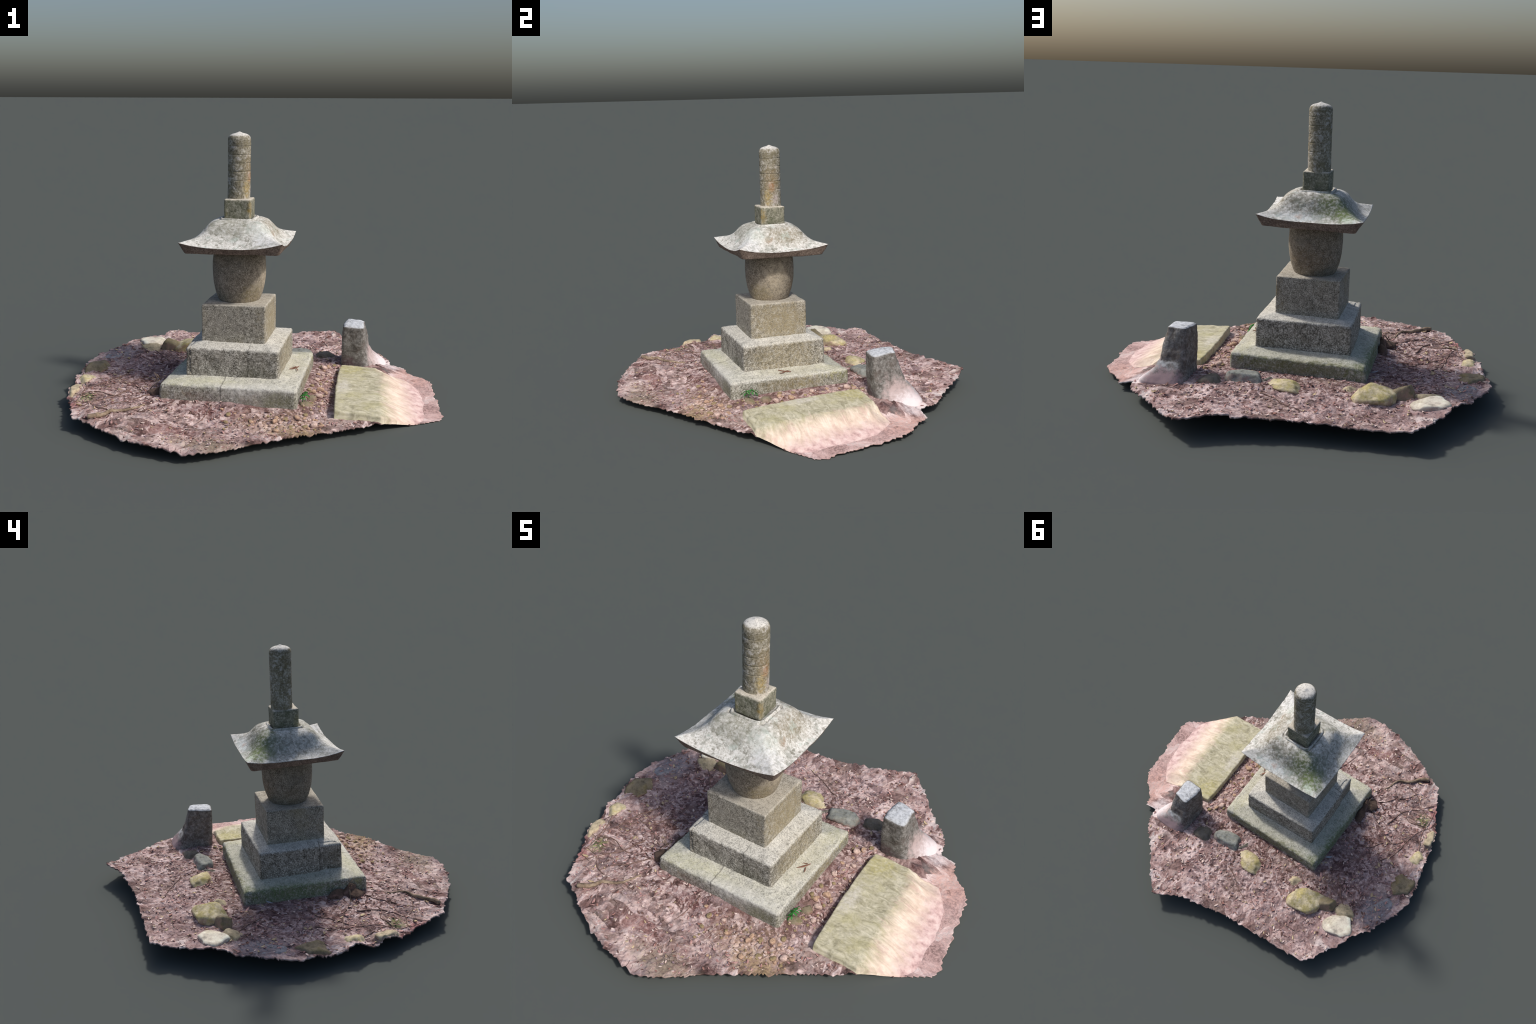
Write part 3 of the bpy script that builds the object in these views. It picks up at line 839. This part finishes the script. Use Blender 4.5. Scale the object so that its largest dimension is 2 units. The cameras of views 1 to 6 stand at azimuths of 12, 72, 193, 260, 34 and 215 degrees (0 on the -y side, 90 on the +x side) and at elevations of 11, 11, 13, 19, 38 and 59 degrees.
# ---------------------------------------------------------------- flagstone
def build_flagstone():
    NU, NV = 150, 170
    # profiles across the stone, from the near end (v=0) to the far end (v=1): left edge, crest, foot
    key_v = np.array([0.0, 0.12, 0.45, 0.8, 1.0])
    left = np.array([(.478, -.408, .092), (.468, -.31, .099), (.450, -.09, .104), (.438, .13, .109), (.438, .260, .112)])
    crest = np.array([(.705, -.408, .075), (.688, -.29, .089), (.677, -.10, .096), (.683, .12, .104), (.670, .271, .102)])
    foot = np.array([(.885, -.268, .008), (.918, -.215, .006), (.925, -.02, .015), (.880, .17, .030), (.800, .285, .044)])
    u, v = np.linspace(0, 1, NU), np.linspace(0, 1, NV)
    lerp = lambda k: np.stack([np.interp(v, key_v, k[:, c]) for c in range(3)], 1)
    L, C, Ft = lerp(left), lerp(crest), lerp(foot)
    uc = 0.55
    P = np.empty((NV, NU, 3))
    for j, t in enumerate(u):
        if t <= uc:
            P[:, j] = L + (C - L) * (t / uc)
        else:
            s = (t - uc) / (1 - uc)
            P[:, j] = C + (Ft - C) * s
            drop = (C[:, 2] - Ft[:, 2])
            P[:, j, 2] = C[:, 2] - drop * (0.30 * s + 0.70 * s ** 1.5 * (2.5 - 1.5 * s))
    Q = P.reshape(-1, 3)
    rock = 0.0035 * vnoise(Q, 11, 71, 2) + 0.0018 * vnoise(Q, 45, 73, 2) + 0.0008 * vnoise(Q, 120, 74)
    streak = vnoise(Q * [0.3, 1, 0.3], 38, 75, 3)
    Q[:, 2] += rock + 0.0024 * streak * np.clip((Q[:, 0] - 0.64) / 0.12, 0, 1)
    # rounded shoulders along the free edges
    U, Vv = np.meshgrid(u, v)
    dl = (U * 0.42).ravel()
    dn = (Vv * 0.66).ravel()
    df = ((1 - Vv) * 0.66).ravel()
    flat = np.clip(1 - (U.ravel() - 0.60) / 0.2, 0, 1)
    r = 0.009
    for d, k in ((dl, 1.0), (dn, flat), (df, flat)):
        dd = np.clip(d / r, 0, 1)
        Q[:, 2] -= k * r * (1 - np.sqrt(1 - (1 - dd) ** 2))
    wob = 0.006 * vnoise(Q, 16, 77, 2)
    Q[:, 0] += wob * np.exp(-dl / 0.03)
    Q[:, 1] += 0.006 * vnoise(Q, 18, 78, 2) * (np.exp(-dn / 0.03) - np.exp(-df / 0.03)) * flat
    gz = ground_z(Q[:, :2])
    k = np.clip(df / 0.075, 0, 1)
    melt = np.clip((U.ravel() - 0.45) / 0.2, 0, 1) * (1 - k * k * (3 - 2 * k))
    Q[:, 2] += (gz - Q[:, 2]) * melt
    k = np.clip((1 - U.ravel()) / 0.10, 0, 1)
    Q[:, 2] += (gz - 0.002 - Q[:, 2]) * (1 - k * k * (3 - 2 * k))
    Q[:, 2] = np.maximum(Q[:, 2], gz + 0.0012 - 0.004 * np.clip((U.ravel() - 0.9) / 0.1, 0, 1))
    F = []
    for i in range(NV - 1):
        for j in range(NU - 1):
            a = i * NU + j
            F.append((a, a + 1, a + NU + 1, a + NU))
    border = list(range(NU)) + [i * NU + NU - 1 for i in range(1, NV)] + [(NV - 1) * NU + j for j in range(NU - 2, -1, -1)] + [i * NU for i in range(NV - 2, 0, -1)]
    n0 = len(Q)
    skirt = Q[border].copy()
    skirt[:, 2] = np.maximum(0.0005, np.minimum(skirt[:, 2] - 0.004, gz[border] - 0.006))
    Q = np.concatenate([Q, skirt])
    nb = len(border)
    for k in range(nb):
        m = (k + 1) % nb
        F.append((border[m], border[k], n0 + k, n0 + m))
    F.append(tuple(n0 + k for k in range(nb)))
    ob = new_mesh("flagstone", Q, F, m_flag)
    return thing(ob, "broad cream flagstone with lichen and a sloping flank", "flagstone")


build_flagstone()


# --------------------------------------------------------------- stone post
def build_post():
    # corners (--, +-, ++, -+) at each height: upright core, spreading foot on two sides
    sec = [(0.327, [(.452, .314), (.548, .308), (.542, .412), (.462, .430)]),
           (0.319, [(.440, .300), (.559, .295), (.553, .424), (.452, .443)]),
           (0.285, [(.438, .301), (.562, .296), (.558, .432), (.450, .447)]),
           (0.235, [(.437, .302), (.562, .298), (.572, .448), (.448, .452)]),
           (0.175, [(.435, .304), (.564, .304), (.578, .474), (.447, .476)]),
           (0.135, [(.434, .305), (.573, .308), (.598, .512), (.445, .505)]),
           (0.105, [(.430, .306), (.590, .316), (.640, .530), (.440, .525)]),
           (0.078, [(.427, .305), (.615, .326), (.676, .538), (.432, .545)]),
           (0.045, [(.424, .304), (.640, .335), (.690, .535), (.425, .562)])]
    per = 26
    s = np.linspace(-1, 1, per, endpoint=False)
    ring = np.concatenate([np.stack([s, -np.ones(per)], 1), np.stack([np.ones(per), s], 1), np.stack([-s, np.ones(per)], 1), np.stack([-np.ones(per), -s], 1)])
    square = ring
    zs = np.array([q[0] for q in sec])[::-1]
    cs = np.array([q[1] for q in sec])[::-1]
    levels = np.concatenate([np.linspace(0.045, 0.315, 60), [0.319, 0.323, 0.3255, 0.327]])
    V = []
    for z in levels:
        c = np.array([[np.interp(z, zs, cs[:, k, m]) for m in range(2)] for k in range(4)])
        p = float(np.interp(z, [0.05, 0.12, 0.2], [3.2, 4.5, 7.5]))
        ring = square / ((np.abs(square) ** p).sum(1) ** (1 / p))[:, None] * (1.03 + 0.25 / p ** 1.5)
        u, v = (ring[:, :1] + 1) / 2, (ring[:, 1:] + 1) / 2
        xy = (1 - u) * (1 - v) * c[0] + u * (1 - v) * c[1] + u * v * c[2] + (1 - u) * v * c[3]
        V.append(np.column_stack([xy, np.full(len(ring), z)]))
    n = len(ring)
    core = V[-1].mean(0)
    for k in (0.85, 0.65, 0.45, 0.25, 0.08):
        r = core + (V[len(levels) - 1] - core) * k
        r[:, 2] = 0.327 + 0.002 * (1 - k)
        V.append(r)
    rows = len(V)
    V = np.concatenate(V)
    # the crown of the post tilts up toward the back
    upf = np.clip((V[:, 2] - 0.25) / 0.07, 0, 1)
    V[:, 2] += upf * ((V[:, 1] - 0.37) * 0.10 - (V[:, 0] - 0.5) * 0.02)
    F = [(i * n + j, i * n + (j + 1) % n, (i + 1) * n + (j + 1) % n, (i + 1) * n + j) for i in range(rows - 1) for j in range(n)]
    F.append(tuple((rows - 1) * n + j for j in range(n)))
    N = vertex_normals(V, F[:-1])
    up = np.clip((V[:, 2] - 0.12) / 0.05, 0.35, 1)
    V = V + N * (up * (0.0045 * vnoise(V, 18, 81, 2) + 0.0030 * vnoise(V, 48, 83, 2)))[:, None]
    ob = new_mesh("stone_post", V, F, m_post)
    return thing(ob, "short rough-hewn grey stone post with spreading foot", "stone post")


build_post()


# -------------------------------------------------- rocks, pebbles, litter
def rock_mesh(name, size, seed, mat, facets=9, rough=0.06, sub=4, flat=0.0):
    rg = np.random.default_rng(seed)
    bm = bmesh.new()
    bmesh.ops.create_icosphere(bm, subdivisions=sub, radius=1.0)
    P = np.array([v.co for v in bm.verts])
    n = rg.normal(size=(facets, 3))
    n /= np.linalg.norm(n, axis=1)[:, None]
    k = rg.uniform(0.60, 0.88, facets)
    if flat:
        n = np.vstack([n, [0.05, 0.03, 1.0]])
        k = np.append(k, flat)
    d = P @ n.T
    lim = np.where(d > 0.05, k / np.maximum(d, 0.05), 9.0)
    soft = -np.log(np.exp(-9 * np.minimum(lim, 1.0)).mean(1) + 1e-12) / 9
    soft = np.minimum(lim.min(1), 1.0)
    r = soft * (1 + rough * vnoise(P * 1.0 + seed * 3.1, 3.0, seed % 7, 3))
    P = P * r[:, None]
    P = P / np.abs(P).max(0) * np.array(size)
    for v, p in zip(bm.verts, P):
        v.co = p
    me = bpy.data.meshes.new(name)
    bm.to_mesh(me)
    bm.free()
    me.materials.append(mat)
    me.polygons.foreach_set("use_smooth", [True] * len(me.polygons))
    return me


def place(name, me, loc, rot=(0, 0, 0), parent=floor, scale=(1, 1, 1)):
    ob = bpy.data.objects.new(name, me)
    ob.location, ob.rotation_euler, ob.scale = loc, rot, scale
    bpy.context.scene.collection.objects.link(ob)
    ob.parent = parent
    return ob


# centre x, y, top height, half sizes, bearing, material, flatness of the top
ROCKS = [(.155, .408, .144, (.112, .058, .055), 5, m_rock_grey, 0.75), (.325, .452, .122, (.082, .060, .050), -20, m_rock_dark, 0.8),
         (-.045, .434, .130, (.110, .078, .050), -12, m_rock_yellow, 0.7), (-.478, .455, .162, (.128, .088, .074), 38, m_rock_yellow, 0),
         (-.602, .402, .164, (.066, .054, .078), 30, m_rock_olive, 0), (-.740, .485, .130, (.104, .082, .048), 35, m_rock_white, 0.6),
         (-.712, .380, .126, (.070, .058, .048), -10, m_rock_buff, 0), (-.800, .440, .116, (.045, .038, .035), 20, m_rock_buff, 0),
         (-.908, .015, .106, (.074, .098, .042), 10, m_rock_olive, 0.8), (-.892, -.205, .110, (.058, .072, .046), -30, m_rock_yellow, 0),
         (-.880, -.365, .100, (.050, .072, .038), 25, m_rock_buff, 0.7), (-.870, .235, .101, (.100, .070, .022), 70, m_rock_slate, 0.5),
         (-.350, .385, .118, (.055, .042, .036), 0, m_rock_buff, 0), (.055, .380, .112, (.060, .020, .025), 60, m_rock_dark, 0),
         (.330, -.325, .100, (.040, .030, .030), 30, m_rock_olive, 0), (.345, -.235, .104, (.034, .040, .034), 10, m_rock_olive, 0),
         (-.420, -.245, .128, (.038, .060, .045), 12, m_stub, 0), (-.440, -.352, .126, (.055, .050, .042), -35, m_stub, 0),
         (-.418, -.325, .152, (.034, .050, .060), 20, m_stub, 0)]
for i, (x, y, top_z, size, deg, mat, flat) in enumerate(ROCKS):
    me = rock_mesh("rock", size, 200 + i, mat, facets=14, rough=0.10, flat=flat)
    P = np.array([v.co for v in me.vertices])
    P[:, 2] += top_z - 0.006 - P[:, 2].max()
    c, sn = math.cos(math.radians(deg)), math.sin(math.radians(deg))
    q = np.column_stack([x + c * P[:, 0] - sn * P[:, 1], y + sn * P[:, 0] + c * P[:, 1], P[:, 2]])
    # bed the stone: its flanks slump into the soil, nothing hangs past the rim
    b = np.arctan2(q[:, 1], q[:, 0]) % (2 * np.pi)
    rr = np.hypot(q[:, 0], q[:, 1])
    lim = np.minimum(1, (np.interp(b, ang, R_edge, period=2 * np.pi) - 0.004) / rr)
    q[:, :2] *= lim[:, None]
    g = ground_z(q[:, :2])
    q[:, 2] = np.maximum(q[:, 2], g - 0.004)
    q -= [x, y, 0]
    me.vertices.foreach_set("co", q.ravel())
    me.update()
    place("rock", me, (x, y, 0))

peb = [rock_mesh("pebble", (1, 0.8, 0.62), 300 + i, m_pebble[i % 3], 5, 0.05, 3) for i in range(6)]
PEBBLES = [(.374, -.107, .022), (.348, .229, .024), (.325, -.076, .015), (.372, .262, .016), (.335, .03, .018), (.362, -.02, .012), (.345, -.16, .020),
           (.375, -.19, .024), (.318, -.15, .014), (.33, .12, .013), (.385, .14, .016), (.40, .30, .015), (.355, .18, .010), (.40, -.27, .016), (.345, -.44, .016),
           (.31, -.48, .018), (.37, -.40, .013), (.26, -.50, .015), (.21, -.53, .017), (.40, -.52, .022), (.36, -.55, .018), (.43, -.50, .016), (.15, -.57, .015),
           (.30, -.58, .020), (.23, -.62, .018), (.05, -.50, .013), (-.02, -.52, .016), (-.06, -.49, .012)]
for i in range(46):
    q = np.array([[RNG.uniform(0.305, 0.43), RNG.uniform(-0.5, 0.3)]])
    PEBBLES.append((q[0, 0], q[0, 1], float(RNG.uniform(0.006, 0.012))))
for i in range(34):
    PEBBLES.append((float(RNG.normal(0.22, 0.14)), float(RNG.normal(-0.56, 0.06)), float(RNG.uniform(0.006, 0.014))))
pxy = np.array([(p[0], p[1]) for p in PEBBLES])
ok = inside(pxy, 0.02) & off_slab(pxy, 0.004) & ~((pxy[:, 0] > 0.44) & (pxy[:, 1] > -0.41))
pz = ground_z(pxy)
for i, (x, y, s) in enumerate(PEBBLES):
    if ok[i]:
        place("pebble", peb[i % 6], (x, y, pz[i] + 0.12 * s), (RNG.uniform(-.3, .3), RNG.uniform(-.3, .3), RNG.uniform(0, 6.28)), scale=(s, s, s))


def tube(path, radii, sides=6):
    V, F = [], []
    path = [Vector(p) for p in path]
    for i, p in enumerate(path):
        d = (path[min(i + 1, len(path) - 1)] - path[max(i - 1, 0)]).normalized()
        a = d.cross(Vector((0, 0, 1)) if abs(d.z) < 0.9 else Vector((1, 0, 0))).normalized()
        b = d.cross(a)
        for k in range(sides):
            t = 2 * math.pi * k / sides
            V.append(p + (a * math.cos(t) + b * math.sin(t)) * radii[i])
    for i in range(len(path) - 1):
        for k in range(sides):
            m = (k + 1) % sides
            F.append((i * sides + k, i * sides + m, (i + 1) * sides + m, (i + 1) * sides + k))
    F.append(tuple(reversed(range(sides))))
    F.append(tuple((len(path) - 1) * sides + k for k in range(sides)))
    return V, F


def merge(parts):
    V, F, S = [], [], []
    for v, f, s in parts:
        o = len(V)
        V += list(v)
        F += [tuple(i + o for i in q) for q in f]
        S += [s] * len(f)
    return V, F, S


def on_ground(pts, lift):
    xy = np.array([(p[0], p[1]) for p in pts], float)
    z = ground_z(xy)
    return [(x, y, zz + l) for (x, y), zz, l in zip(xy, z, lift if hasattr(lift, "__len__") else [lift] * len(xy))]


def wander(p0, p1, n, amp, seed):
    rg = np.random.default_rng(seed)
    p0, p1 = np.array(p0, float), np.array(p1, float)
    t = np.linspace(0, 1, n)[:, None]
    d = p1 - p0
    nrm = np.array([-d[1], d[0]])
    off = sum(rg.normal() * np.sin(np.pi * k * t + rg.uniform(0, 3)) / k for k in (1, 2, 3, 4)) * amp
    return p0 + d * t + nrm * (off - off[0] * (1 - t) - off[-1] * t)


# surface root and fallen branches
path = wander((-.448, -.508), (-.655, -.735), 26, 0.05, 3)
V, F = tube(on_ground(path, [0.002 + 0.008 * i / 25 for i in range(26)]), [0.003 + 0.010 * i / 25 for i in range(26)], 10)
new_mesh("tree_root", V, F, m_root, floor)
for i, (a, b, r) in enumerate([((-.60, -.30), (-.80, -.62), .0035), ((-.52, -.28), (-.76, -.18), .003), ((-.46, -.38), (-.66, -.62), .003), ((-.57, -.62), (-.83, -.50), .003),
                               ((-.42, -.60), (-.62, -.68), .0028), ((-.60, -.42), (-.90, -.40), .003), ((-.70, -.05), (-.83, -.42), .003), ((-.58, -.08), (-.80, -.28), .0025),
                               ((-.12, -.46), (-.15, -.62), .003), ((.05, .55), (-.20, .68), .003), ((-.55, .20), (-.72, .42), .003), ((-.88, -.20), (-.80, -.60), .003)]):
    p = wander(a, b, 22, 0.05, 30 + i)
    V, F = tube(on_ground(p, r * 0.5), [r * (1 - 0.6 * k / 21) for k in range(22)], 6)
    new_mesh("fallen_branch", V, F, m_branch, floor)

# dry seedling against the slab's left corner: stem with fine branches
parts = []
stem = [(-.500, -.300, .075), (-.478, -.303, .105), (-.452, -.308, .128), (-.432, -.312, .148)]
v, f = tube(stem, [.0030, .0026, .0022, .0018])
parts.append((v, f, 0))
for k in range(9):
    a, b = Vector(stem[-1]) + Vector((-0.012 * (k % 3), 0.003 * (k % 2), -0.008 * (k % 3))), None
    e = Vector((RNG.uniform(-.03, .045), RNG.uniform(-.045, .045), RNG.uniform(.012, .045)))
    v, f = tube([a, a + e * 0.5 + Vector((0, 0, .006)), a + e], [.0013, .0011, .0007], 4)
    parts.append((v, f, 0))
V, F, S = merge(parts)
new_mesh("dry_seedling", V, F, m_root, floor)


def leaf_shape(length, width, curl, bend, thick=0.0007, segs=4):
    """Closed thin leaf blade, pointed at both ends, curled across and bent along."""
    V, F = [], []
    for side in (0, 1):
        for i in range(segs + 1):
            t = i / segs
            w = width * math.sin(math.pi * min(max(t, 0.04), 0.97)) ** 0.8 * 0.5
            x = (t - 0.5) * length
            z = bend * (t - 0.5) ** 2 * 4 - side * thick
            V += [(x, -w, z + curl), (x, 0, z), (x, w, z + curl)]
    n = 3 * (segs + 1)
    for i in range(segs):
        for k in range(2):
            a = i * 3 + k
            F.append((a, a + 3, a + 4, a + 1))
            F.append((n + a, n + a + 1, n + a + 4, n + a + 3))
        for k in (0, 2):
            a = i * 3 + k
            q = (a, n + a, n + a + 3, a + 3)
            F.append(q if k == 0 else q[::-1])
    return np.array(V), F


def scatter(name, count, kind, keep, seed, mats, parent=floor):
    rg = np.random.default_rng(seed)
    V, F, S, o = [], [], [], 0
    got = 0
    while got < count:
        xy = rg.uniform(-1, 1, (4000, 2))
        xy = xy[inside(xy, 0.015) & off_slab(xy, 0.006)]
        xy = xy[keep(xy, rg)]
        z = ground_z(xy)
        for (x, y), zz in zip(xy, z):
            if got >= count:
                break
            v, f, s, tilt, lift = kind(rg)
            c, sn = math.cos(a := rg.uniform(0, 6.283)), math.sin(a)
            tx, ty = rg.normal(0, tilt, 2)
            p = np.empty_like(v)
            p[:, 0] = x + c * v[:, 0] - sn * v[:, 1]
            p[:, 1] = y + sn * v[:, 0] + c * v[:, 1]
            p[:, 2] = zz + lift + v[:, 2] + tx * (p[:, 0] - x) + ty * (p[:, 1] - y)
            V.append(p)
            F += [tuple(i + o for i in q) for q in f]
            S += [s] * len(f)
            o += len(v)
            got += 1
    ob = new_mesh(name, np.concatenate(V), F, mats, parent, slots=S)
    ob["kind"] = "stuff"
    return ob


def not_stone(xy):
    return ~((xy[:, 0] > 0.44) & (xy[:, 1] > -0.42) & (xy[:, 1] < 0.50)) & ~((xy[:, 0] > 0.62) & (xy[:, 1] < 0.5))


def litter_keep(xy, rg):
    return not_stone(xy) & (rg.random(len(xy)) < 0.35 + 0.65 * np.clip(vnoise(np.column_stack([xy, 0 * xy[:, 0]]), 6, 91, 2) + 0.6, 0, 1))


def litter_kind(rg):
    L = rg.uniform(0.009, 0.021) * (1.5 if rg.random() < 0.12 else 1)
    v, f = leaf_shape(L, L * rg.uniform(0.35, 0.6), rg.uniform(-0.1, 0.22) * L, rg.uniform(-0.1, 0.25) * L)
    return v, f, int(rg.choice(6, p=[.28, .22, .17, .12, .10, .11])), 0.16, 0.0012


scatter("leaf_litter", 1900, litter_kind, litter_keep, 17, m_leaf)


def needle_kind(rg):
    L, r = rg.uniform(0.015, 0.045), rg.uniform(0.0005, 0.0010)
    k = rg.uniform(-0.2, 0.2) * L
    v, f = tube([(-L / 2, 0, r), (0, k, r + 0.001), (L / 2, 0, r)], [r, r, r * 0.6], 3)
    return np.array([tuple(q) for q in v]), f, int(rg.integers(0, 3)), 0.08, 0.0015


scatter("needle_litter", 1500, needle_kind, litter_keep, 19, [m_twig, m_leaf[1], m_leaf[5]])

# single leaves that stand out
v, f = leaf_shape(0.045, 0.016, 0.002, 0.003, 0.001)
gl = new_mesh("grey_leaf", v, f, m_greyleaf, floor)
gl.location, gl.rotation_euler = (-.429, .130, .100), (0.15, 0, 0.7)
for loc, rot, L, w in [((.232, -.092, .184), (0.1, 0.05, 1.0), .075, .010), ((.215, -.075, .182), (-0.2, 0, 0.3), .05, .007), ((.250, -.110, .183), (0.1, 0, 1.9), .040, .006)]:
    v, f = leaf_shape(L, w, 0.003, 0.004, 0.001)
    ob = new_mesh("russet_leaf", v, f, m_russet, floor)
    ob.location, ob.rotation_euler = loc, rot

# fern in the corner of slab and soil
fern = new_mesh("fern", *tube([(.312, -.325, .09), (.314, -.322, .105)], [.002, .0015]), m_fern, floor)
frond = leaf_shape(0.026, 0.011, 0.003, -0.004)
fme = None
for k in range(18):
    a = k * 2.4
    r = 0.010 + 0.0022 * k
    if fme is None:
        lf = new_mesh("leaf", frond[0], frond[1], m_fern, fern)
        fme = lf.data
    else:
        lf = bpy.data.objects.new("leaf", fme)
        bpy.context.scene.collection.objects.link(lf)
        lf.parent = fern
    lf.location = (.320 + 0.35 * r * math.cos(a) + 0.004, -.318 + r * math.sin(a) * 1.1, .135 - 0.0012 * k + 0.006 * math.sin(3 * k))
    lf.rotation_euler = (0.3 * math.sin(k), 0.5 - 0.2 * math.cos(k), a)
    s = 0.75 + 0.35 * ((k * 7) % 5) / 5
    lf.scale = (s, s, s)
